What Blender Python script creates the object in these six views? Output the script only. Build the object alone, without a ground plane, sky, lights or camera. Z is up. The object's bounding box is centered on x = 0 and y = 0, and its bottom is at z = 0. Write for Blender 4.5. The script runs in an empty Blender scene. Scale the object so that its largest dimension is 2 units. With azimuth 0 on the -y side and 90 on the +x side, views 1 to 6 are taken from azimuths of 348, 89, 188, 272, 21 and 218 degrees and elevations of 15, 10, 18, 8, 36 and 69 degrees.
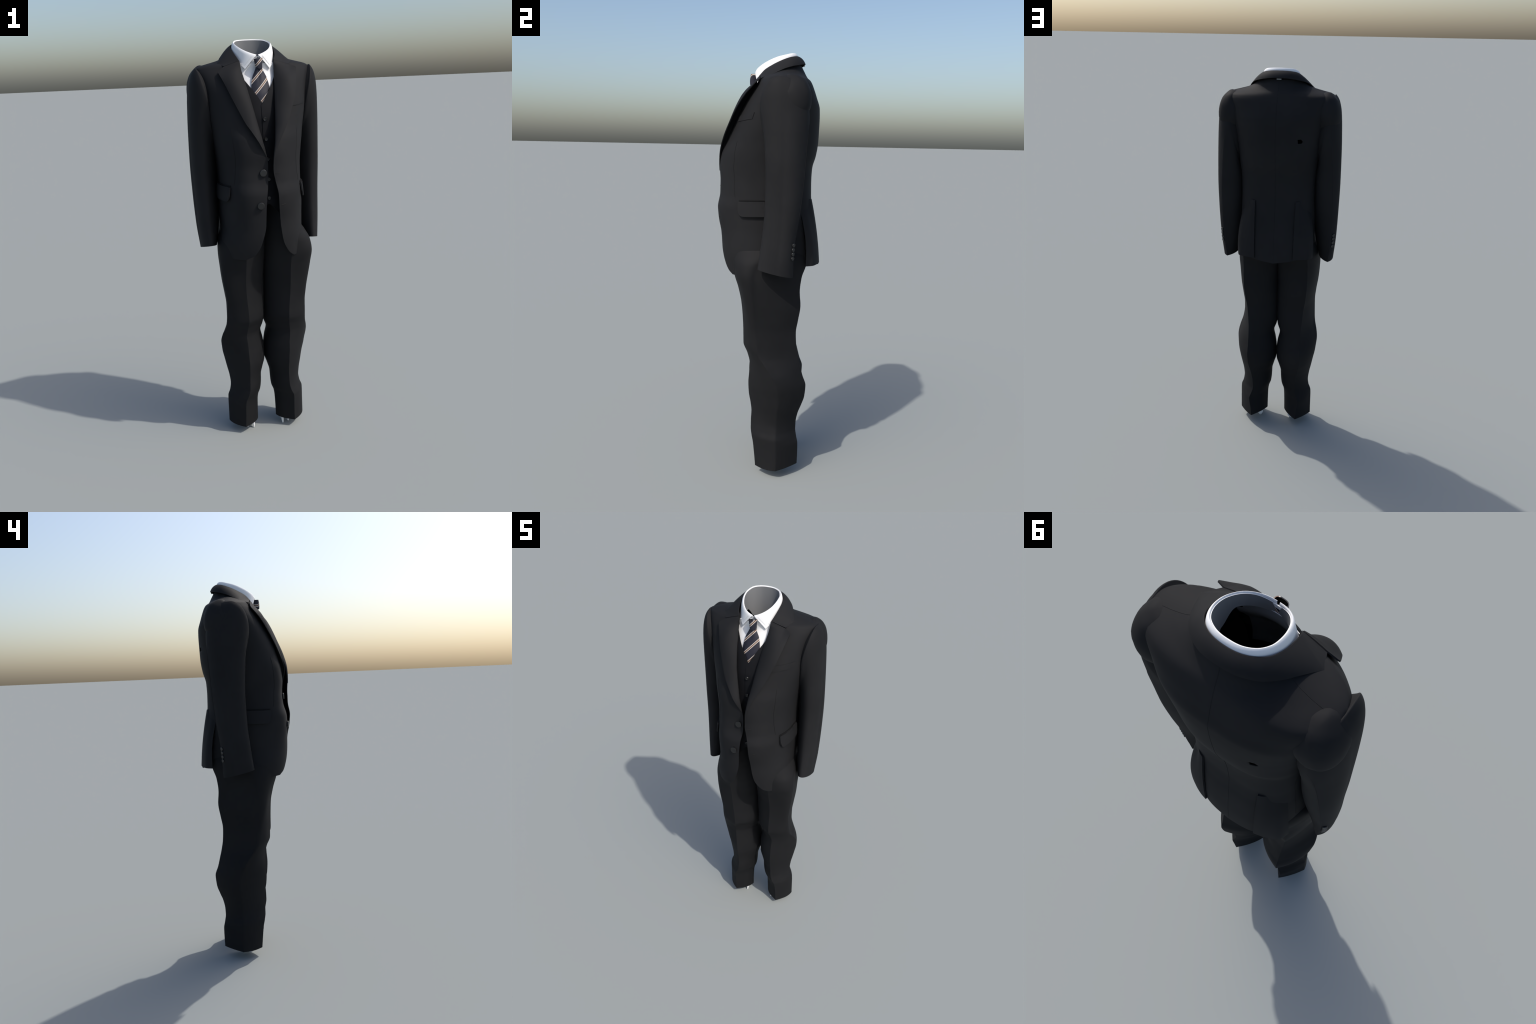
# A dark three-piece suit standing as if worn by nobody: jacket, waistcoat, shirt, tie, trousers.
# Every garment is a lofted cloth sheet with real thickness; profiles are given by a few measured stations.
import bpy, math
import numpy as np
from mathutils import noise, Vector

# ------------------------------------------------------------------ helpers
def pchip(xk, yk, x):
    """monotone cubic through stations (no overshoot)"""
    xk = np.asarray(xk, float); yk = np.asarray(yk, float); x = np.asarray(x, float)
    h = np.diff(xk); d = np.diff(yk) / h
    m = np.zeros(len(xk))
    for i in range(1, len(xk) - 1):
        if d[i-1] * d[i] > 0:
            w1 = 2*h[i] + h[i-1]; w2 = h[i] + 2*h[i-1]
            m[i] = (w1 + w2) / (w1/d[i-1] + w2/d[i])
    m[0], m[-1] = d[0], d[-1]
    xc = np.clip(x, xk[0], xk[-1])
    i = np.clip(np.searchsorted(xk, xc, side='right') - 1, 0, len(xk) - 2)
    t = (xc - xk[i]) / h[i]
    return ((1+2*t)*(1-t)**2*yk[i] + t*(1-t)**2*h[i]*m[i] + t*t*(3-2*t)*yk[i+1] + t*t*(t-1)*h[i]*m[i+1])

def stations(table):
    a = np.array(sorted(table), float)
    return lambda z: [pchip(a[:, 0], a[:, k], z) for k in range(1, a.shape[1])]

def line(table):
    f = stations(table)
    return lambda z: f(z)[0]

def curve3(pts, n, par=None):
    """smooth curve through 3D points, sampled n times by chord length"""
    p = np.array(pts, float)
    if par is None:
        s = np.r_[0, np.cumsum(np.linalg.norm(np.diff(p, axis=0), axis=1))]; s /= s[-1]
    else:
        s = np.array(par, float)
    t = np.linspace(0, 1, n)
    m = np.zeros_like(p); h = np.diff(s); d = np.diff(p, axis=0)/h[:, None]
    m[0], m[-1] = d[0], d[-1]
    for i in range(1, len(p)-1):
        m[i] = (d[i-1]*h[i]+d[i]*h[i-1])/(h[i-1]+h[i])
    i = np.clip(np.searchsorted(s, t, side='right')-1, 0, len(s)-2)
    u = ((t-s[i])/h[i])[:, None]; hh = h[i][:, None]
    return (1+2*u)*(1-u)**2*p[i] + u*(1-u)**2*hh*m[i] + u*u*(3-2*u)*p[i+1] + u*u*(u-1)*hh*m[i+1]

def half_curve(pts, n):
    """first half of the curve through pts and their mirror image (the last point lies on x = 0)"""
    p = np.array(pts, float)
    return curve3(np.r_[p, p[::-1][1:]*[-1, 1, 1]], 2*n-1)[:n]

def smooth01(x):
    x = np.clip(x, 0, 1); return x*x*(3-2*x)

def grid_normals(P, wrap=False):
    if wrap:
        du = np.roll(P, -1, 1) - np.roll(P, 1, 1)
    else:
        du = np.gradient(P, axis=1)
    dv = np.gradient(P, axis=0)
    n = np.cross(du, dv)
    return n / np.maximum(np.linalg.norm(n, axis=2, keepdims=True), 1e-9)

def make(name, verts, faces, mats, parent=None, idx=None, angle=35):
    me = bpy.data.meshes.new(name)
    me.from_pydata([tuple(map(float, v)) for v in verts], [], [tuple(map(int, f)) for f in faces])
    for m in (mats if isinstance(mats, (list, tuple)) else [mats]):
        me.materials.append(m)
    if idx is not None:
        me.polygons.foreach_set("material_index", np.asarray(idx, np.int32))
    me.polygons.foreach_set("use_smooth", np.ones(len(me.polygons), bool))
    me.update()
    me.set_sharp_from_angle(angle=math.radians(angle))
    ob = bpy.data.objects.new(name, me)
    bpy.context.scene.collection.objects.link(ob)
    if parent: ob.parent = parent
    return ob

def sheet(name, P, th, mats, parent=None, wrap=False, flip=False, angle=35):
    """closed cloth sheet from a grid of points P[row, col]: outer face on P, inner face th behind it.
    mats = outer or (outer, inner)"""
    R, C = P.shape[:2]
    N = grid_normals(P, wrap) * (-1 if flip else 1)
    Q = P - N * th
    V = np.r_[P.reshape(-1, 3), Q.reshape(-1, 3)]
    o = R * C
    F, I = [], []
    CC = C if wrap else C - 1
    def q(a, b, c, d, m):
        F.append((d, c, b, a) if flip else (a, b, c, d)); I.append(m)
    two = isinstance(mats, (list, tuple))
    for i in range(R - 1):
        for j in range(CC):
            k = (j + 1) % C
            q(i*C+j, i*C+k, (i+1)*C+k, (i+1)*C+j, 0)
            q(o+i*C+j, o+(i+1)*C+j, o+(i+1)*C+k, o+i*C+k, 1 if two else 0)
    for j in range(CC):
        k = (j + 1) % C
        q(j, o+j, o+k, k, 0)
        b = (R-1)*C
        q(b+j, b+k, o+b+k, o+b+j, 0)
    if not wrap:
        for i in range(R - 1):
            q(i*C, (i+1)*C, o+(i+1)*C, o+i*C, 0)
            e = C - 1
            q(i*C+e, o+i*C+e, o+(i+1)*C+e, (i+1)*C+e, 0)
    return make(name, V, F, mats, parent, I, angle)

def tube(name, pts, r, mat, parent, sides=6):
    """thin stitched seam / piping along a polyline"""
    p = np.array(pts, float); n = len(p)
    T = np.gradient(p, axis=0); T /= np.linalg.norm(T, axis=1, keepdims=True)
    up = np.where(np.abs(T[:, 2:3]) > .9, [[0, 1.0, 0]], [[0, 0, 1.0]])
    A = np.cross(T, up); A /= np.linalg.norm(A, axis=1, keepdims=True); B = np.cross(T, A)
    V, F = [], []
    for i in range(n):
        rr = r * (0.25 if i in (0, n-1) else 1)
        for k in range(sides):
            a = 2*math.pi*k/sides
            V.append(p[i] + rr*(math.cos(a)*A[i] + math.sin(a)*B[i]))
    for i in range(n-1):
        for k in range(sides):
            l = (k+1) % sides
            F.append((i*sides+k, i*sides+l, (i+1)*sides+l, (i+1)*sides+k))
    F.append(tuple(range(sides-1, -1, -1))); F.append(tuple((n-1)*sides+k for k in range(sides)))
    return make(name, V, F, mat, parent)

def revolve_mesh(name, prof, mat, seg=32):
    """button-like solid: profile (r, h) revolved about local +Z"""
    V, F = [], []
    ring = []
    for r, h in prof:
        if r < 1e-6:
            V.append((0, 0, h)); ring.append([len(V)-1])
        else:
            ids = []
            for k in range(seg):
                a = 2*math.pi*k/seg
                V.append((r*math.cos(a), r*math.sin(a), h)); ids.append(len(V)-1)
            ring.append(ids)
    for a, b in zip(ring[:-1], ring[1:]):
        for k in range(seg):
            l = (k+1) % seg
            if len(a) == 1: F.append((a[0], b[l], b[k]))
            elif len(b) == 1: F.append((a[k], a[l], b[0]))
            else: F.append((a[k], a[l], b[l], b[k]))
    ob = make(name, V, [tuple(reversed(f)) for f in F], mat, None, None, 40)
    me = ob.data
    bpy.data.objects.remove(ob)
    return me

def place(name, me, loc, nrm, parent):
    ob = bpy.data.objects.new(name, me)
    bpy.context.scene.collection.objects.link(ob)
    ob.rotation_mode = 'QUATERNION'
    ob.rotation_quaternion = Vector(nrm).to_track_quat('Z', 'Y')
    ob.location = loc
    ob.parent = parent
    return ob

# ------------------------------------------------------------------ materials
def nodes_of(name):
    m = bpy.data.materials.new(name); m.use_nodes = True
    nt = m.node_tree
    return m, nt, nt.nodes["Principled BSDF"]

def cloth(name, col, var=.12, rough=.70, spec=.11, sheen=.0, grain=900, bump=.06):
    m, nt, b = nodes_of(name)
    tc = nt.nodes.new("ShaderNodeTexCoord")
    n1 = nt.nodes.new("ShaderNodeTexNoise"); n1.inputs["Scale"].default_value = 5; n1.inputs["Detail"].default_value = 3
    n2 = nt.nodes.new("ShaderNodeTexNoise"); n2.inputs["Scale"].default_value = grain; n2.inputs["Detail"].default_value = 2
    nt.links.new(tc.outputs["Object"], n1.inputs["Vector"]); nt.links.new(tc.outputs["Object"], n2.inputs["Vector"])
    r = nt.nodes.new("ShaderNodeValToRGB")
    r.color_ramp.elements[0].position = .3; r.color_ramp.elements[1].position = .7
    r.color_ramp.elements[0].color = [c*(1-var) for c in col] + [1]
    r.color_ramp.elements[1].color = [c*(1+var) for c in col] + [1]
    nt.links.new(n1.outputs["Fac"], r.inputs["Fac"]); nt.links.new(r.outputs["Color"], b.inputs["Base Color"])
    bp = nt.nodes.new("ShaderNodeBump"); bp.inputs["Strength"].default_value = bump; bp.inputs["Distance"].default_value = .0006
    nt.links.new(n2.outputs["Fac"], bp.inputs["Height"]); nt.links.new(bp.outputs["Normal"], b.inputs["Normal"])
    b.inputs["Roughness"].default_value = rough
    b.inputs["Specular IOR Level"].default_value = spec
    b.inputs["Sheen Weight"].default_value = sheen
    return m

def plain(name, col, rough=.5, spec=.5):
    m, nt, b = nodes_of(name)
    tc = nt.nodes.new("ShaderNodeTexCoord"); n1 = nt.nodes.new("ShaderNodeTexNoise"); n1.inputs["Scale"].default_value = 60
    mx = nt.nodes.new("ShaderNodeMix"); mx.data_type = 'RGBA'
    mx.inputs[6].default_value = [c*.9 for c in col]+[1]; mx.inputs[7].default_value = [min(1, c*1.1) for c in col]+[1]
    nt.links.new(tc.outputs["Object"], n1.inputs["Vector"]); nt.links.new(n1.outputs["Fac"], mx.inputs[0])
    nt.links.new(mx.outputs[2], b.inputs["Base Color"])
    b.inputs["Roughness"].default_value = rough; b.inputs["Specular IOR Level"].default_value = spec
    return m

def tie_stripes(name, phase):
    """navy silk with diagonal cream / brown / cream stripes on Object coordinates"""
    m, nt, b = nodes_of(name)
    L = nt.links.new
    tc = nt.nodes.new("ShaderNodeTexCoord"); sp = nt.nodes.new("ShaderNodeSeparateXYZ"); L(tc.outputs["Object"], sp.inputs[0])
    def math_(op, a, bb, cl=False):
        n = nt.nodes.new("ShaderNodeMath"); n.operation = op
        for k, v in enumerate((a, bb)):
            if v is None: continue
            if isinstance(v, (int, float)): n.inputs[k].default_value = v
            else: L(v, n.inputs[k])
        return n.outputs[0]
    s = math_('SUBTRACT', sp.outputs["Z"], math_('MULTIPLY', sp.outputs["X"], 1.03))
    s = math_('ADD', s, -phase + .031 + 0.062*40)
    s = math_('MODULO', s, .062)
    d = math_('ABSOLUTE', math_('SUBTRACT', s, .031), None)
    r = nt.nodes.new("ShaderNodeValToRGB"); cr = r.color_ramp; cr.interpolation = 'CONSTANT'
    L(math_('DIVIDE', d, .031), r.inputs["Fac"])
    cr.elements[0].position = 0; cr.elements[0].color = (.165, .100, .070, 1)
    cr.elements[1].position = .0038/.031; cr.elements[1].color = (.62, .56, .50, 1)
    e = cr.elements.new(.0072/.031); e.color = (.017, .017, .027, 1)
    L(r.outputs["Color"], b.inputs["Base Color"])
    w = nt.nodes.new("ShaderNodeTexNoise"); w.inputs["Scale"].default_value = 700; L(tc.outputs["Object"], w.inputs["Vector"])
    bp = nt.nodes.new("ShaderNodeBump"); bp.inputs["Strength"].default_value = .08; bp.inputs["Distance"].default_value = .0005
    L(w.outputs["Fac"], bp.inputs["Height"]); L(bp.outputs["Normal"], b.inputs["Normal"])
    b.inputs["Roughness"].default_value = .55; b.inputs["Specular IOR Level"].default_value = .35
    return m

WOOL = cloth("charcoal_wool", (.0150, .0152, .0164))
TROUSER = cloth("trouser_wool", (.0120, .0122, .0132))
VESTM = cloth("waistcoat_wool", (.0085, .0088, .0105))
LINING = cloth("black_lining", (.004, .004, .0045), rough=.6)
SHIRT = cloth("white_cotton", (.80, .80, .80), var=.02, rough=.7, spec=.3)
SHIRT_IN = cloth("white_cotton_shade_greyed", (.175, .18, .185), var=.03, rough=.8, spec=.2)  # white cotton tinted grey: shade down the neck is baked into the colour
BUTTON = plain("horn_button", (.0075, .008, .0082), .34, .5)
BUTTON_D = plain("dark_button", (.011, .0115, .012), .25, .5)
SEAM = cloth("seam_thread", (.009, .009, .0095))
THREAD = cloth("buttonhole_thread", (.018, .0172, .0165))
TAB = plain("hanger_tab", (.25, .26, .25), .4)
TIE_B = tie_stripes("tie_silk", 1.8370)
TIE_K = tie_stripes("tie_knot_silk", 1.8865)

def empty(name, parent=None):
    e = bpy.data.objects.new(name, None); bpy.context.scene.collection.objects.link(e); e.parent = parent
    return e

suit = empty("three_piece_suit")
suit["label"] = "dark charcoal three-piece suit with white shirt and striped tie, worn by nobody"
suit["category"] = "suit"

# ------------------------------------------------------------------ JACKET BODY
#            z     w     yf     yb    yc   pf   pb
BODY = [(0.940, .193, -.178, .246, .03, 2.5, 3.0),
        (1.020, .194, -.205, .245, .03, 2.5, 3.0),
        (1.100, .197, -.218, .240, .03, 2.5, 3.0),
        (1.180, .198, -.222, .229, .03, 2.5, 3.0),
        (1.240, .199, -.229, .219, .03, 2.5, 3.0),
        (1.290, .198, -.231, .209, .03, 2.5, 3.0),
        (1.360, .197, -.217, .200, .03, 2.5, 3.0),
        (1.420, .199, -.215, .199, .03, 2.4, 2.9),
        (1.480, .205, -.219, .202, .03, 2.3, 2.7),
        (1.540, .213, -.214, .218, .03, 2.3, 2.6),
        (1.600, .222, -.195, .227, .03, 2.3, 2.5),
        (1.650, .232, -.178, .229, .03, 2.3, 2.5),
        (1.700, .240, -.158, .230, .03, 2.3, 2.6),
        (1.750, .248, -.133, .228, .033, 2.3, 2.8),
        (1.800, .264, -.105, .212, .04, 2.2, 2.9),
        (1.850, .277, -.073, .192, .05, 2.1, 3.0),
        (1.868, .276, -.064, .184, .052, 1.95, 2.7),
        (1.880, .258, -.061, .178, .052, 1.85, 2.1),
        (1.892, .214, -.060, .171, .052, 1.55, 1.7),
        (1.905, .165, -.058, .163, .052, 1.7, 1.8),
        (1.920, .136, -.055, .155, .05, 2.0, 2.0),
        (1.945, .114, -.050, .142, .045, 2.0, 2.0),
        (1.960, .106, -.046, .135, .045, 2.0, 2.0)]
body_at = stations(BODY)
# x of the front edge, + side (wearer's left) and - side (wearer's right)
OPEN_L = line([(.94, .140), (.985, .122), (.998, .104), (1.028, .080), (1.071, .060), (1.141, .048), (1.242, .039), (1.301, .036),
               (1.361, .025), (1.405, .018), (1.463, .020), (1.533, .030), (1.62, .043), (1.72, .056), (1.77, .063), (1.816, .070), (1.87, .079), (1.898, .082), (1.96, .088)])
OPEN_R = line([(.94, .140), (.985, .115), (1.002, .082), (1.041, .055), (1.087, .038), (1.141, .025), (1.24, .019), (1.286, .014),
               (1.38, .001), (1.44, .0005), (1.478, .007), (1.60, .033), (1.72, .056), (1.77, .064), (1.816, .071), (1.87, .079), (1.898, .081), (1.96, .088)])
SKEW = line([(.9, 0), (1.0, .0), (1.15, .001), (1.26, .008), (1.36, .013), (1.42, .014), (1.54, .013), (1.64, .005), (1.72, 0), (2.0, 0)])

NU, NZ = 84, 420
ZT = np.linspace(.94, 1.96, NZ)
def section_table(side):
    T = np.zeros((NZ, NU, 2))
    for i, z in enumerate(ZT):
        w, yf, yb, yc, pf, pb = [float(v) for v in body_at(z)]
        x0 = float((OPEN_L if side > 0 else OPEN_R)(z)); sk = float(SKEW(z))
        ph = np.linspace(0, np.pi, 1600)
        front = ph < np.pi/2
        p = np.where(front, pf, pb)
        c = np.cos(ph)
        ww = w + (.022*smooth01((1.14-z)/.10)*smooth01((c+.35)/.7) if side < 0 else 0)     # right front stands over the hip
        x = ww*np.abs(np.sin(ph))**(2/p)
        y = yc - np.sign(c)*np.abs(c)**(2/p)*np.where(front, yc-yf, yb-yc)
        y = y - side*sk*(1-smooth01((x-.03)/.11))*front
        keep = ~(front & (x < x0))
        x, y = x[keep], y[keep]
        s = np.r_[0, np.cumsum(np.hypot(np.diff(x), np.diff(y)))]; s /= s[-1]
        u = np.linspace(0, 1, NU)
        T[i, :, 0] = np.interp(u, s, x)*side; T[i, :, 1] = np.interp(u, s, y)
    return T
TABLE = {1: section_table(1), -1: section_table(-1)}
def surf(side, u, z):
    """point on the jacket body: side +-1, u 0 front edge .. 1 back centre, height z"""
    T = TABLE[side]
    fz = np.clip((z-ZT[0])/(ZT[1]-ZT[0]), 0, NZ-1.001); i = int(fz); a = fz-i
    fu = np.clip(u*(NU-1), 0, NU-1.001); j = int(fu); b = fu-j
    q = ((T[i, j]*(1-b)+T[i, j+1]*b)*(1-a) + (T[i+1, j]*(1-b)+T[i+1, j+1]*b)*a)
    return np.array([q[0], q[1], z])
def surf_n(side, u, z):
    e = .004
    du = surf(side, min(1, u+e), z)-surf(side, max(0, u-e), z); dz = surf(side, u, min(1.955, z+.004))-surf(side, u, z-.004)
    n = np.cross(du, dz)*side
    return n/np.linalg.norm(n)
def u_at(side, z, y, lo=0., hi=1.):
    us = np.linspace(lo, hi, 600); ys = np.array([surf(side, k, z)[1] for k in us])
    return us[int(np.argmin(np.abs(ys-y)))]
def u_at_x(side, z, x, lo, hi):
    us = np.linspace(lo, hi, 600); xs = np.array([abs(surf(side, k, z)[0]) for k in us])
    return us[int(np.argmin(np.abs(xs-x)))]

HEM = {1: line([(0, .985), (34, .985), (42, 1.010), (52, 1.045), (64, 1.088), (78, 1.10), (120, 1.10), (132, 1.06), (145, 1.045), (180, 1.020)]),
       -1: line([(0, .984), (36, .984), (48, .986), (62, .998), (78, 1.03), (95, 1.08), (120, 1.10), (132, 1.06), (145, 1.045), (180, 1.020)])}
ROWS = 170
FOLD_Z = line([(0, 1.890), (41, 1.8975), (51, 1.918), (68, 1.940), (90, 1.960), (114, 1.976), (180, 1.987)])
def half(side):
    G = np.zeros((ROWS, NU, 3))
    for j in range(NU):
        u = j/(NU-1)
        q = surf(side, u, 1.0)
        th = math.degrees(math.atan2(abs(q[0]), -(q[1]-.03)))
        h = float(HEM[side](th))
        k = surf(side, u, 1.92)
        top = min(1.945, float(FOLD_Z(math.degrees(math.atan2(abs(k[0]), -(k[1]-.045)))))-.011)
        for i in range(ROWS):
            t = i/(ROWS-1)
            G[i, j] = surf(side, u, h+(top-h)*t)
    return G
GL, GR = half(1), half(-1)
G = np.concatenate([GR, GL[:, ::-1][:, 1:]], axis=1)          # right front edge -> back -> left front edge
jacket = sheet("jacket", G, .0035, (WOOL, LINING), suit, flip=True)

# worn-through hole in the back
def drill(ob):
    c = Vector((-.121, .213, 1.655))
    pts = [(-.012, .009), (-.010, -.011), (.006, -.010), (.013, -.001), (.004, .010)]
    V = [(c.x-px, c.y+dy, c.z+pz) for dy in (-.03, .05) for px, pz in pts]
    n = len(pts)
    F = [tuple(range(n)), tuple(range(2*n-1, n-1, -1))] + [(k, (k+1) % n, n+(k+1) % n, n+k) for k in range(n)]
    F = [tuple(reversed(f)) for f in F]
    cut = make("hole_cutter", V, F, LINING)
    import bmesh
    bm = bmesh.new(); bm.from_mesh(cut.data); bmesh.ops.recalc_face_normals(bm, faces=bm.faces); bm.to_mesh(cut.data); bm.free()
    md = ob.modifiers.new("hole", 'BOOLEAN'); md.operation = 'DIFFERENCE'; md.object = cut; md.solver = 'EXACT'
    dg = bpy.context.evaluated_depsgraph_get()
    me = bpy.data.meshes.new_from_object(ob.evaluated_get(dg))
    ob.modifiers.clear()
    old = ob.data; ob.data = me; me.name = old.name
    bpy.data.objects.remove(cut)
drill(jacket)

# ------------------------------------------------------------------ VENT FLAPS (side vents of the back skirt)
def vent_flap(side):
    top = np.array([(.106, .1975, 1.343), (.122, .1900, 1.344), (.138, .167, 1.345), (.150, .150, 1.345), (.161, .125, 1.345)])
    mid = np.array([(.104, .2265, 1.19), (.130, .2195, 1.19), (.158, .207, 1.19), (.183, .190, 1.19), (.195, .165, 1.19)])
    bot = np.array([(.1025, .2415, 1.046), (.130, .2345, 1.045), (.160, .222, 1.044), (.188, .204, 1.043), (.200, .172, 1.042)])
    n, r = 24, 40
    A, B, C = curve3(top, n), curve3(mid, n), curve3(bot, n)
    P = np.zeros((r, n, 3))
    for i, t in enumerate(np.linspace(0, 1, r)):
        k = 2*t
        P[i] = (1-t)*(1-2*t)*C + 4*t*(1-t)*B + t*(2*t-1)*A
    P[:, :, 1] += .0005
    P[:, :, 0] *= side
    return sheet("vent_flap", P, .0070, (WOOL, LINING), jacket, flip=(side > 0))
for s in (1, -1): vent_flap(s)

# ------------------------------------------------------------------ LAPELS
LAPEL_OUT = [(.187, -.058, 1.853), (.168, -.098, 1.805), (.143, -.138, 1.738), (.118, -.170, 1.675), (.094, -.193, 1.621), (.070, -.208, 1.582), (.048, -.219, 1.545)]
# the wearer's left lapel flares further away from the chest
LAPEL_OUT_L = [(.185, -.065, 1.863), (.170, -.112, 1.808), (.150, -.156, 1.742), (.123, -.189, 1.675), (.097, -.212, 1.621), (.072, -.226, 1.575), (.050, -.2325, 1.533)]
def lapel(side):
    z_top, z_bot = 1.897, (1.462 if side > 0 else 1.470)
    r, n = 70, 22
    out = list(LAPEL_OUT)
    b = surf(side, 0, z_bot)
    if side > 0:
        out = LAPEL_OUT_L
    out = [(x*side, y, z) for x, y, z in out] + [(b[0]+.003*side, b[1]-.002, z_bot)]
    O = curve3(out, r)
    P = np.zeros((r, n, 3))
    a0 = surf(side, 0, z_top); a0[1] = -.051
    for i in range(r):
        t = i/(r-1)
        z = z_top + (z_bot-z_top)*t
        a = surf(side, 0, z) + np.array([0, -.001, 0])
        if z > 1.84: a[1] += (-.050 - surf(side, 0, z_top)[1])*smooth01((z-1.84)/.057)
        for j in range(n):
            v = j/(n-1)
            q = a*(1-v)+O[i]*v
            wid = np.linalg.norm(O[i]-a)
            bul = 4*v*(1-v)*wid*(.075+.07*smooth01((z-1.68)/.14)) + .006*math.sin(math.pi*v**.55)*min(1, wid/.06)
            bul *= .12+.88*smooth01(i/11)
            q = q + np.array([.25*side, -.9, .3])*bul
            if i < 14:                               # the top edge follows the gorge seam up to the notch
                k = np.array([.152*side, -.0495, 1.8745]) - (a0*.31+O[0]*.69)
                q = q + k*(v/.69 if v < .69 else (1-v)/.31)*(1-i/14)
            P[i, j] = q
    # rounded point of the lapel
    P[0, -1] = P[0, -1]*.6+P[1, -2]*.4
    ob = sheet("lapel", P, .004, WOOL, jacket, flip=(side > 0), angle=50)
    return P
LP = {s: lapel(s) for s in (1, -1)}

# ------------------------------------------------------------------ COLLAR
def collar():
    half_f = [(.083, -.050, 1.8975), (.093, -.030, 1.918), (.100, .005, 1.940), (.102, .045, 1.960), (.090, .086, 1.976), (.052, .117, 1.985), (0, .126, 1.987)]
    n1, n2 = 12, 60
    F = half_curve(half_f, n1+n2)
    e1 = np.linspace((.154, -.047, 1.876), (.179, .001, 1.890), n1+1)[:-1]
    e2 = half_curve([(.179, .001, 1.890), (.166, .028, 1.904), (.152, .058, 1.919), (.131, .096, 1.933), (.098, .131, 1.943), (.052, .153, 1.951), (0, .159, 1.954)], n2)
    E = np.r_[e1, e2]
    def mirror(a): return np.r_[a*[-1, 1, 1], a[::-1][1:]]
    F, E = mirror(F), mirror(E)
    r = 16
    P = np.zeros((r, len(F), 3))
    up = np.array([0, 0, 1.0])
    for i in range(r):
        v = i/(r-1)
        out = E-F; out[:, 2] = 0
        l = np.linalg.norm(out, axis=1, keepdims=True); out = out/np.maximum(l, 1e-6)
        fr = np.minimum(np.arange(len(F)), len(F)-1-np.arange(len(F)))
        P[i] = F*(1-v)+E*v + (out*.55+up*.8)*(4*v*(1-v))*.006*smooth01(fr/24.)[:, None]
    return sheet("collar", P[::-1], .004, (WOOL, LINING), jacket, flip=True, angle=50), F
collar_ob, FOLD = collar()
# collar stand on the inside of the fold
S = np.zeros((8, len(FOLD), 3))
for i in range(8):
    v = i/7
    c = np.array([0, .04, 0])
    S[i] = FOLD + np.array([0, 0, -.045*v])
    S[i, :, :2] = c[:2] + (FOLD[:, :2]-c[:2])*(1-.012*v) 
sheet("collar_stand", S[::-1], .002, (WOOL, LINING), jacket, flip=True)
# hanger tab under the back of the collar
def box(name, c, h, mat, parent):
    V = [(c[0]+sx*h[0], c[1]+sy*h[1], c[2]+sz*h[2]) for sx in (-1, 1) for sy in (-1, 1) for sz in (-1, 1)]
    F = [(0, 1, 3, 2), (4, 6, 7, 5), (0, 4, 5, 1), (2, 3, 7, 6), (0, 2, 6, 4), (1, 5, 7, 3)]
    return make(name, V, F, mat, parent)
box("hanger_tab", (-.002, .1535, 1.9475), (.0115, .0015, .0022), TAB, jacket)

# ------------------------------------------------------------------ SLEEVES
#   outer(x,y,z)  inner(x,y,z)  front(x,y,z)  back(x,y,z)   at parameter t
SLEEVE = [
    (0.00, (.250, .055, 1.850), (.190, .055, 1.545), (.222, -.030, 1.735), (.215, .150, 1.715)),
    (0.01, (.272, .055, 1.868), (.200, .055, 1.535), (.236, -.042, 1.736), (.230, .160, 1.715)),
    (0.02, (.277, .055, 1.8715), (.203, .055, 1.530), (.240, -.046, 1.738), (.236, .163, 1.715)),
    (0.05, (.284, .056, 1.865), (.201, .055, 1.522), (.243, -.0475, 1.735), (.242, .166, 1.710)),
    (0.10, (.299, .057, 1.840), (.200, .055, 1.508), (.248, -.046, 1.722), (.250, .168, 1.700)),
    (0.17, (.3115, .058, 1.785), (.194, .060, 1.490), (.253, -.041, 1.695), (.262, .167, 1.680)),
    (0.27, (.317, .060, 1.700), (.191, .072, 1.465), (.257, -.033, 1.655), (.272, .165, 1.645)),
    (0.40, (.3195, .060, 1.580), (.190, .083, 1.430), (.258, -.0225, 1.560), (.282, .157, 1.545)),
    (0.55, (.3185, .060, 1.430), (.190, .085, 1.370), (.260, -.016, 1.420), (.290, .148, 1.410)),
    (0.70, (.3135, .056, 1.285), (.192, .078, 1.260), (.258, -.0195, 1.285), (.292, .134, 1.280)),
    (0.85, (.308, .048, 1.140), (.200, .060, 1.135), (.258, -.033, 1.140), (.287, .116, 1.130)),
    (1.00, (.299, .034, 1.018), (.221, .034, 1.022), (.257, -.046, 1.037), (.274, .112, 1.003))]
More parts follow.
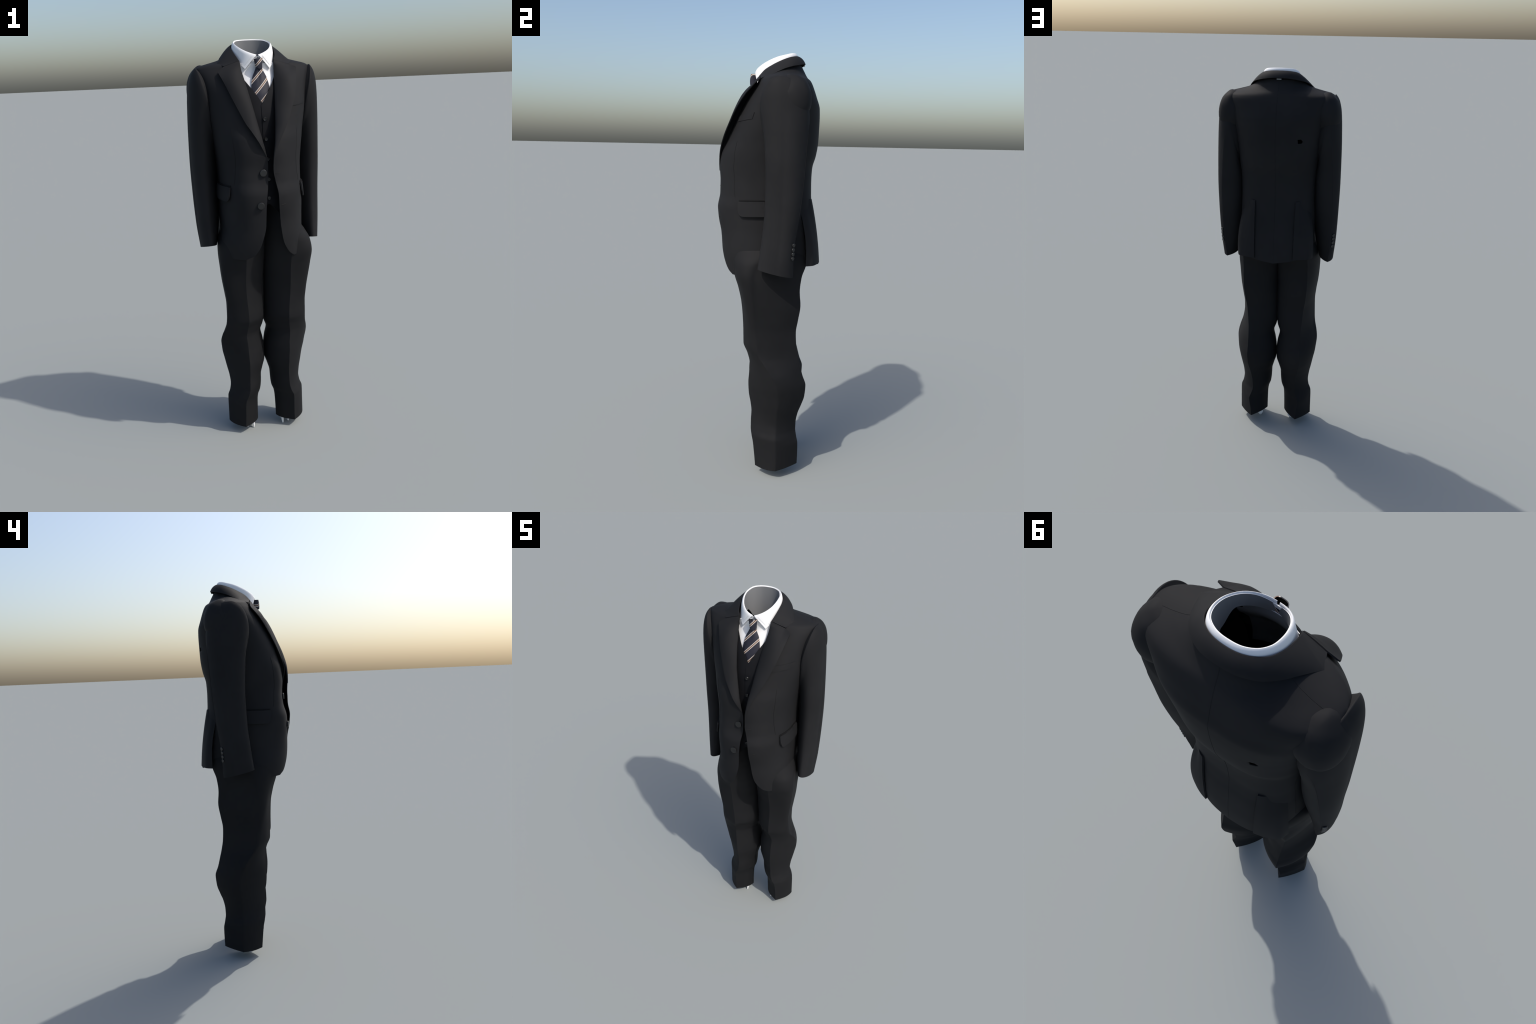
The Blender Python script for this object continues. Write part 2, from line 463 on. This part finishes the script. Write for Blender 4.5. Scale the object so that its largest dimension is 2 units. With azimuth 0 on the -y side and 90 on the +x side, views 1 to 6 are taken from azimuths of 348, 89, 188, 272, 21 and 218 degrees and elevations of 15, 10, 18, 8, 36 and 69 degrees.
def sleeve(side):
    ts = np.array([k[0] for k in SLEEVE]); rows = 110
    tt = np.linspace(0, 1, rows)**1.35
    A = {}
    for n, i in (("o", 1), ("i", 2), ("f", 3), ("b", 4)):
        a = np.array([k[i] for k in SLEEVE]); A[n] = np.stack([pchip(ts, a[:, c], tt) for c in range(3)], 1)
    q = 18
    P = np.zeros((rows, 4*q, 3))
    th = np.linspace(0, np.pi/2, q, endpoint=False)
    for r in range(rows):
        o, i_, f, b = (A[k][r] for k in "oifb")
        c = (o+i_+f+b)/4
        kb = 1 - .45*smooth01((tt[r]-.12)/.25)          # back seam becomes an edge down the arm
        for n, (p0, p1, k0, k1) in enumerate(((o, f, 1.02, 1.08), (f, i_, .85, .25), (i_, b, 1.1, kb), (b, o, kb, 1.02))):
            t = th/(np.pi/2)
            e = c + np.cos(th)[:, None]*(p0-c) + np.sin(th)[:, None]*(p1-c)
            l = p0*(1-t)[:, None] + p1*t[:, None]
            k = (k0*(1-t)+k1*t)[:, None]
            P[r, n*q:(n+1)*q] = l + k*(e-l)
    P[:, :, 0] *= side
    P = P[::-1]
    ob = sheet("sleeve", P, .0035, (WOOL, LINING), jacket, wrap=True, flip=(side > 0), angle=50)
    back = P[:, 3*q]; front_i = P[:, 2*q-4]
    tube("sleeve_seam", back[3:-18:3]+np.array([.0012*side, -.0012, 0]), .0013, WOOL, jacket)
    return ob, A, P
SL = {s: sleeve(s) for s in (1, -1)}

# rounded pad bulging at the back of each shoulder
def pad(side):
    V, F = [], []
    nu, nv = 40, 24
    c = np.array([.247, .092, 1.779])
    for i in range(nv+1):
        a = math.pi*i/nv
        for j in range(nu):
            b = 2*math.pi*j/nu
            d = np.array([math.sin(a)*math.cos(b), math.sin(a)*math.sin(b), math.cos(a)])
            d2 = np.sign(d)*np.abs(d)**.92
            k = 1+.035*noise.noise(Vector(d*2.4)+Vector((7, 3, 1)))
            R = np.array([.068 if d[0] > 0 else .082, .083, .108 if d[2] > 0 else .090])
            p = c+R*d2*k
            p[0] -= .09*max(-.02, p[2]-1.77)
            V.append((p[0]*side, p[1], p[2]))
    for i in range(nv):
        for j in range(nu):
            k = (j+1) % nu
            f = (i*nu+j, (i+1)*nu+j, (i+1)*nu+k, i*nu+k)
            F.append(f if side > 0 else tuple(reversed(f)))
    return make("shoulder_pad", V, F, WOOL, jacket, None, 60)
for s in (1, -1): pad(s)

# ------------------------------------------------------------------ BUTTONS
def dome(r, h, rim=.86):
    return [(0, h*.92), (r*.35, h*.93), (r*.62, h*.90), (r*rim, h*.97), (r*.95, h*.86), (r, h*.55), (r*.97, h*.2), (r*.9, 0), (0, 0)]
def dish(r, h):
    return [(0, h*.45), (r*.45, h*.47), (r*.62, h*.95), (r*.8, h), (r*.95, h*.8), (r, h*.45), (r*.92, 0), (0, 0)]
BIG = revolve_mesh("jacket_button_shape", dome(.0170, .0085), BUTTON, 40)
SMALL = revolve_mesh("sleeve_button_shape", dome(.0088, .006), BUTTON, 24)
VBTN = revolve_mesh("waistcoat_button_shape", dish(.0093, .006), BUTTON_D, 28)
for z, x in ((1.395, .025), (1.247, .046)):
    u = u_at_x(-1, z, x, 0, .3); n = surf_n(-1, u, z)
    place("button", BIG, surf(-1, u, z)+n*.0005, n, jacket)
for s in (1, -1):
    ob, A, SP = SL[s]
    for k, (z, y) in enumerate(((1.153, .1055), (1.133, .1045), (1.113, .104), (1.093, .103))):
        row = int(np.argmin(np.abs(SP[:, 58, 2]-z)))
        q = np.array([np.interp(z, SP[:, 58, 2], SP[:, 58, c]) for c in range(3)])
        t1 = SP[row, 61]-SP[row, 55]; t2 = SP[row+2, 58]-SP[row-2, 58]
        n = np.cross(t1, t2); n /= np.linalg.norm(n)
        if n[0]*s < 0: n = -n
        place("sleeve_button", SMALL, q-n*.0008, n, jacket)

# ------------------------------------------------------------------ POCKETS, BUTTONHOLES, DARTS, SEAMS
def patch(name, side, u0, u1, z_top, z_bot, off, th, mat, corner=0., lift=0., rows=18, cols=30):
    """cloth patch following the body between u0..u1; z_top/z_bot functions of f in 0..1; rounded lower corners"""
    P = np.zeros((rows, cols, 3))
    for j in range(cols):
        f = j/(cols-1)
        u = u0+(u1-u0)*f
        zt, zb = z_top(f), z_bot(f)
        if corner:
            w = corner; d = min(f, 1-f)/w
            if d < 1: zb = zb + (zt-zb)*.42*(1-math.sqrt(max(0, 1-(1-d)**2)))
        for i in range(rows):
            v = i/(rows-1)
            z = zt+(zb-zt)*v
            P[i, j] = surf(side, u, z) + surf_n(side, u, z)*(off + lift*v)
    return sheet(name, P[::-1], th, mat, jacket, flip=(side < 0), angle=50)
for s in (1, -1):
    ua, ub = u_at(s, 1.30, -.137, .02, .6), u_at(s, 1.30, .02, .02, .6)
    patch("pocket_flap", s, ua, ub, lambda f: 1.330+.004*f, lambda f: 1.262+.004*f, .0085, .0065, WOOL, corner=.14, lift=.004)
    patch("pocket_welt", s, ua+.003, ub-.003, lambda f: 1.3375+.004*f, lambda f: 1.332+.004*f, .0022, .002, SEAM)
ua, ub = u_at_x(1, 1.69, .120, 0, .4), u_at_x(1, 1.69, .206, 0, .45)
patch("chest_pocket", 1, ua, ub, lambda f: 1.712+.012*f, lambda f: 1.684+.012*f, .0022, .0022, WOOL)
def on_body(name, side, pts, r=.0009, mat=SEAM, off=.0000):
    """thin seam through (u, z) stations on the body"""
    p = np.array(pts, float); t = np.linspace(0, 1, 40); s = np.linspace(0, 1, len(p))
    uu = pchip(s, p[:, 0], t); zz = pchip(s, p[:, 1], t)
    return tube(name, [surf(side, a, b)+surf_n(side, a, b)*off for a, b in zip(uu, zz)], r, mat, jacket)
for s in (1, -1):
    on_body("dart", s, [(u_at_x(s, z, x, 0, .42), z) for z, x in ((1.60, .153), (1.50, .147), (1.42, .145), (1.345, .153))], .0009)
    on_body("shoulder_seam", s, [(u_at(s, z, y, .1, .9), z) for z, y in ((1.875, .085), (1.89, .08), (1.905, .075), (1.918, .07))], .0008, WOOL)
    on_body("side_seam", s, [(u_at(s, z, .12, .1, .9), z) for z in (1.12, 1.2, 1.3, 1.4, 1.5)], .0009)
on_body("back_seam", 1, [(.9999, z) for z in (1.025, 1.2, 1.4, 1.6, 1.75, 1.85, 1.93)], .0009, WOOL)
for z, x0, x1, dz in ((1.394, .026, .050, .0), (1.246, .047, .072, .006)):
    ps = []
    for k in np.linspace(0, 1, 9):
        zz = z+dz*k-.001; u = u_at_x(1, zz, x0+(x1-x0)*k, 0, .4)
        ps.append(surf(1, u, zz)+surf_n(1, u, zz)*.0006)
    tube("buttonhole", ps, .0013, THREAD, jacket)

# ------------------------------------------------------------------ TROUSERS
#          z    crease F(x,y)    outer O(x,y)    back B(x,y)     inner I(x,y)   bulge of the panels F-O, O-B, B-I, I-F at their two ends
LEG = [(0.042, .134, -.043, .205, .055, .128, .161, .050, .040,  .30, .70,  .20, .20,  .20, .35,  .70, .30),
       (0.100, .132, -.049, .205, .055, .132, .162, .049, .040,  .30, .65,  .22, .22,  .22, .40,  .75, .30),
       (0.160, .131, -.056, .205, .054, .140, .161, .047, .042,  .30, .60,  .28, .25,  .28, .55,  .80, .32),
       (0.190, .129, -.062, .204, .053, .130, .155, .043, .042,  .30, .60,  .34, .28,  .35, .75,  .85, .35),
       (0.225, .115, -.067, .192, .053, .120, .150, .031, .042,  .35, .55,  .38, .30,  .40, .80,  .90, .40),
       (0.260, .106, -.067, .187, .054, .121, .151, .027, .042,  .40, .55,  .42, .30,  .45, .85,  .95, .42),
       (0.307, .104, -.065, .192, .055, .126, .159, .025, .044,  .42, .55,  .46, .30,  .50, .90,  1.0, .42),
       (0.350, .103, -.070, .201, .057, .132, .174, .014, .046,  .42, .55,  .50, .30,  .55, .95,  1.0, .42),
       (0.400, .104, -.079, .211, .060, .142, .188, .001, .050,  .42, .55,  .52, .30,  .60, 1.0,  1.0, .42),
       (0.455, .107, -.082, .222, .052, .146, .192, .001, .054,  .42, .55,  .55, .30,  .60, 1.0,  1.0, .42),
       (0.505, .109, -.079, .226, .036, .145, .176, .007, .054,  .42, .60,  .55, .30,  .65, 1.0,  1.0, .42),
       (0.555, .113, -.077, .218, .005, .145, .163, .017, .050,  .42, .65,  .55, .30,  .70, 1.0,  1.0, .42),
       (0.600, .108, -.088, .205, -.025, .146, .152, .003, .045,  .42, .75,  .60, .30,  .75, 1.0,  1.0, .42),
       (0.650, .103, -.108, .201, -.040, .150, .143, -.003, .040,  .42, .85,  .65, .30,  .80, 1.1,  1.1, .42),
       (0.720, .106, -.110, .200, -.045, .156, .139, -.003, .035,  .42, 1.0,  .75, .30,  .85, 1.1,  1.1, .42),
       (0.780, .111, -.113, .206, -.050, .165, .147, -.003, .030,  .42, 1.2,  .85, .32,  .90, 1.2,  1.2, .42),
       (0.850, .113, -.120, .216, -.055, .172, .156, -.003, .025,  .45, 1.4,  .90, .35,  .95, 1.2,  1.2, .42),
       (0.920, .112, -.135, .224, -.060, .174, .151, -.003, .020,  .50, 1.6,  .95, .38,  1.0, 1.4,  1.4, .45),
       (0.985, .112, -.155, .229, -.060, .174, .158, -.003, .020,  .60, 1.8,  1.0, .42,  1.0, 1.6,  1.6, .50),
       (1.040, .112, -.164, .225, -.045, .172, .176, -.003, .025,  .70, 1.6,  1.0, .50,  1.0, 1.8,  1.8, .60),
       (1.090, .110, -.168, .210, .000, .160, .184, -.003, .03,  .80, 1.2,  1.1, .70,  1.0, 1.9,  1.9, .80),
       (1.130, .105, -.168, .184, .03, .140, .182, -.003, .03,  1.0, 1.1,  1.1, 1.0,  1.0, 1.9,  1.9, 1.0),
       (1.180, .100, -.165, .172, .03, .120, .175, -.003, .03,  1.0, 1.1,  1.1, 1.0,  1.0, 1.9,  1.9, 1.0),
       (1.270, .090, -.150, .160, .03, .100, .160, -.003, .03,  1.0, 1.1,  1.1, 1.0,  1.0, 1.9,  1.9, 1.0)]
leg_at = stations(LEG)
trousers = empty("trousers", suit)
def quarter(A, B, ca, ka, kb, n):
    """arc from A to B; ca tells which axis A is extreme in. k 0 straight (sharp ends), 1 ellipse, 2.4 square"""
    t = np.linspace(0, 1, n, endpoint=False); a = t*np.pi/2
    c = np.array([A[0], B[1]]) if ca == 'y' else np.array([B[0], A[1]])
    e = c + np.cos(a)[:, None]*(A-c) + np.sin(a)[:, None]*(B-c)
    l = A + t[:, None]*(B-A)
    return l + (ka*(1-t)+kb*t)[:, None]*(e-l)
def leg(side):
    z0, z1 = .042, 1.27
    zs = np.linspace(z0, z1, 190); q = 22
    P = np.zeros((len(zs), 4*q, 3))
    for i, z in enumerate(zs):
        fx, fy, ox, oy, bx, by, ix, iy, k1, k2, k3, k4, k5, k6, k7, k8 = [float(v) for v in leg_at(z)]
        if side < 0:                              # the wearer's right hip is a little flatter
            h = smooth01((z-.80)/.24)
            k2 = k2*(1-h)+min(k2, 1.15)*h; oy += .035*h; ox -= .006*h
        Fp, O, B, I = np.array([fx, fy]), np.array([ox, oy]), np.array([bx, by]), np.array([ix, iy])
        ring = np.r_[quarter(Fp, O, 'y', k1, k2, q), quarter(O, B, 'x', k3, k4, q), quarter(B, I, 'y', k5, k6, q), quarter(I, Fp, 'x', k7, k8, q)]
        P[i, :, :2] = ring
        P[i, :, 2] = z
        if z < .09:                                # the hem dips a touch towards the front
            P[i, :, 2] += (1-(z-z0)/.048)*(ring[:, 1]-.055)*.05
    # drape line running from the front of the thigh to the outside of the knee
    zc = P[:, :, 2]; yc = P[:, :, 1]; xc = P[:, :, 0]
    yl = pchip([.45, .55, .624, .734, .785, .864, .95], [.05, .012, -.042, -.067, -.083, -.105, -.12], zc)
    outer = smooth01((xc-.13)/.04)
    amp = .0045*smooth01((zc-.47)/.08)*(1-smooth01((zc-.86)/.1))
    P[:, :, 0] += outer*amp*np.exp(-((yc-yl)/.016)**2)
    P[:, :, 0] *= side
    ob = sheet("trouser_leg", P, .0035, (TROUSER, LINING), trousers, wrap=True, flip=(side < 0), angle=38)
    # outer side seam
    k = q
    seam = [P[i, k+1 if z > .6 else k] for i, z in enumerate(zs) if .05 < z < 1.1]
    return ob
for s in (1, -1): leg(s)

# white remnants of the feet below the hems
def foot(side):
    lobes = ((.090, .065, .000, .016, .015), (.081, .018, .001, .0065, .010), (.113, .032, .005, .010, .024))
    V, F = [], []
    for cx, cy, zb, rx, ry in lobes:
        b0 = len(V); nu, nv = 20, 14
        for i in range(nv):
            t = i/(nv-1)
            h = zb + .075*t
            rr = max(.50, min(1, (t/.22))**.5)
            for j in range(nu):
                a = 2*math.pi*j/nu
                V.append(((cx+rx*rr*math.cos(a))*side, cy+ry*rr*math.sin(a)+.01*(1-rr)*(-1), h))
        for i in range(nv-1):
            for j in range(nu):
                k = (j+1) % nu
                f = (b0+i*nu+j, b0+i*nu+k, b0+(i+1)*nu+k, b0+(i+1)*nu+j)
                F.append(f if side > 0 else f[::-1])
        F.append(tuple(b0+k for k in (range(nu-1, -1, -1) if side > 0 else range(nu))))
        F.append(tuple(b0+(nv-1)*nu+k for k in (range(nu) if side > 0 else range(nu-1, -1, -1))))
    return make("foot", V, F, SHIRT, suit)
for s in (1, -1): foot(s)

# ------------------------------------------------------------------ WAISTCOAT
vest_y = line([(1.16, -.160), (1.20, -.168), (1.27, -.174), (1.36, -.172), (1.45, -.166), (1.544, -.160), (1.635, -.156), (1.705, -.140), (1.77, -.119), (1.82, -.088), (1.87, -.062)])
vest_v = line([(1.16, -.20), (1.60, -.10), (1.69, -.020), (1.706, 0), (1.735, .019), (1.769, .041), (1.816, .071), (1.87, .100)])
waistcoat = empty("waistcoat", suit)
def vest(side):
    rows, cols = 80, 40
    P = np.zeros((rows, cols, 3))
    for j in range(cols):
        f = j/(cols-1)
        for i in range(rows):
            t = i/(rows-1)
            lo = 1.245-.062*smooth01(f*3.2) if True else 0
            x_in = -.008 if side > 0 else -.012
            z = lo+(1.87-lo)*t
            x0 = max(x_in, float(vest_v(z)))
            if z < 1.30 and side > 0: x0 = x_in + .6*max(0, 1.262-z)
            if z < 1.30 and side < 0: x0 = x_in + .4*max(0, 1.262-z)
            x1 = .135+.02*t
            x = x0+(x1-x0)*f
            y = float(vest_y(z)) + 2.2*x*x + (0 if side > 0 else .0025)
            P[i, j] = (x*side, y, z)
    ob = sheet("waistcoat_front", P, .003, (VESTM, LINING), waistcoat, flip=(side < 0), angle=50)
    return ob
vests = {s: vest(s) for s in (1, -1)}
for z, x in ((1.635, .003), (1.5445, .004), (1.454, .006), (1.361, .007), (1.274, .005)):
    y = float(vest_y(z))
    place("waistcoat_button", VBTN, (x, y-.0002, z), (0, -1, .05), waistcoat)
    tube("waistcoat_buttonhole", [(x+.010+k*.003, y+.0001, z+.001+.0002*k) for k in range(4)], .0009, THREAD, waistcoat)

# ------------------------------------------------------------------ SHIRT
shirt = empty("shirt", suit)
shirt_y = line([(1.66, -.104), (1.70, -.108), (1.767, -.101), (1.80, -.086), (1.86, -.0590), (1.885, -.0625)])
P = np.zeros((50, 41, 3))
for i, z in enumerate(np.linspace(1.66, 1.884, 50)):
    for j in range(41):
        x = -.10+.20*j/40
        P[i, j] = (x, float(shirt_y(z)) + 2.6*x*x, z)
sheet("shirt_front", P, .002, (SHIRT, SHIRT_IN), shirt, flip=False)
pl = np.array([(.013, float(shirt_y(z))+4*.013**2-.0015, z) for z in np.linspace(1.75, 1.875, 20)])
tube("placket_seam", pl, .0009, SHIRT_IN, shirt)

RIM = [(.004, -.070, 1.9205), (.020, -.0665, 1.9255), (.045, -.054, 1.936), (.066, -.033, 1.949), (.080, -.005, 1.963), (.087, .030, 1.977), (.084, .063, 1.986), (.068, .092, 1.9945), (.038, .110, 1.998), (0, .115, 1.999)]
rimh = half_curve(RIM, 70)
rim = np.r_[rimh*[-1, 1, 1], rimh[::-1][1:]]
C0 = np.array([0, .03])
def radial(p, d):
    q = p.copy(); v = q[:, :2]-C0; v /= np.linalg.norm(v, axis=1, keepdims=True); q[:, :2] += v*d; return q
# outer leaf of the collar: rim -> lower edge with two points at the front
EDGE_H = [(.057, -.0590, 1.860), (.073, -.0425, 1.879), (.090, -.008, 1.897), (.099, .030, 1.918), (.096, .068, 1.934), (.076, .102, 1.946), (.042, .121, 1.953), (0, .126, 1.955)]
edgeh = half_curve(EDGE_H, 70)
edge = np.r_[edgeh*[-1, 1, 1], edgeh[::-1][1:]]
r = 18
leaf = np.zeros((r, len(rim), 3))
for i in range(r):
    v = i/(r-1)
    leaf[i] = radial(rim, .0025*math.sin(min(1, v*5)*math.pi/2))*(1-v) + radial(edge, .003)*v
    leaf[i] = radial(leaf[i], .0020*math.sin(math.pi*min(1, v*1.15)**.7))
    leaf[i, :, 2] -= .0
    if i == 0: leaf[i, :, 2] = rim[:, 2]
# roll the rim over to the inside
inner = [radial(rim, -.0040) + [0, 0, -.012], radial(rim, -.0037) + [0, 0, -.004], radial(rim, -.0028)+[0, 0, -.0015], radial(rim, -.001)+[0, 0, .0006]]
L = np.concatenate([leaf[::-1], np.array(inner[::-1])], axis=0)
sheet("collar_leaf", L, .0022, SHIRT, shirt, flip=True, angle=60)
# stitched edge line near the leaf border
for s in (1, -1):
    k = [i for i in range(len(rim))]
    colidx = 3 if s < 0 else len(rim)-4
    tube("collar_stitch", leaf[2:-2, colidx]+np.array([0, -.0008, 0]), .0006, SHIRT, shirt)
# inner band
band_top = radial(rim, -.0030) + [0, 0, -.0035]
nb = len(rim)
front = np.exp(-((np.minimum(np.arange(nb), nb-1-np.arange(nb)))/9.0)**2)
B = np.zeros((14, nb, 3))
for i in range(14):
    v = i/13
    B[i] = radial(band_top, -.003*v); B[i, :, 2] = band_top[:, 2] - (.042+.045*smooth01((rim[:, 1]+.01)/.06)+.07*smooth01((rim[:, 1]-.05)/.06))*v - .006*front*(1-v)
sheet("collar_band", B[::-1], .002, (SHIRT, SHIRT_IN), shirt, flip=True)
# overlapping front tab of the band and its button
Pb = np.zeros((10, 16, 3))
for i in range(10):
    for j in range(16):
        x = -.022+.044*j/15
        Pb[i, j] = (x, -.0655+3.5*x*x, 1.885+.028*i/9)
sheet("band_tab", Pb, .002, SHIRT, shirt, flip=False)
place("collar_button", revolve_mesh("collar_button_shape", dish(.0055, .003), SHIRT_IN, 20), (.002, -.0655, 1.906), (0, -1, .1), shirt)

# ------------------------------------------------------------------ TIE
tie = empty("tie", suit)
knot_w = line([(1.858, .0150), (1.868, .0155), (1.885, .0175), (1.904, .0205)])
Pk = np.zeros((26, 48, 3))
for i, z in enumerate(np.linspace(1.858, 1.9045, 26)):
    w = float(knot_w(z)); t = (z-1.858)/.0465
    yc = -.078-.003*(1-t); d = .015+.002*math.sin(math.pi*t)
    if t < .12: w *= .93+.07*t/.12
    for j in range(48):
        a = 2*math.pi*j/48
        cx, sy = math.cos(a), math.sin(a)
        x = w*np.sign(cx)*abs(cx)**.75; y = yc + d*np.sign(sy)*abs(sy)**.75
        Pk[i, j] = (x+.003-.0015*t, y, z + .004*x/.02*(t-.5) - (.004*t if sy > .3 else 0))
sheet("knot", Pk, .0025, (TIE_K, LINING), tie, wrap=True, flip=False, angle=55)
blade_w = line([(1.66, .040), (1.72, .044), (1.77, .043), (1.82, .034), (1.845, .0225), (1.860, .0155)])
blade_y = line([(1.66, -.124), (1.70, -.126), (1.74, -.121), (1.77, -.113), (1.80, -.104), (1.83, -.096), (1.862, -.0905)])
rows = 70
front, back = [], []
for i, z in enumerate(np.linspace(1.675, 1.862, rows)):
    w = float(blade_w(z)); y0 = float(blade_y(z)); t = (z-1.675)/.187
    fr = []
    for j in range(25):
        f = -1+2*j/24
        fold = .003*math.exp(-((f+.15)/.25)**2)*smooth01((t-.45)/.5)          # dimple under the knot
        fr.append((w*f+.002, y0 + .012*f*f + fold, z))
    front.append(fr)
sheet("blade", np.array(front), .004, (TIE_B, LINING), tie, flip=False, angle=50)
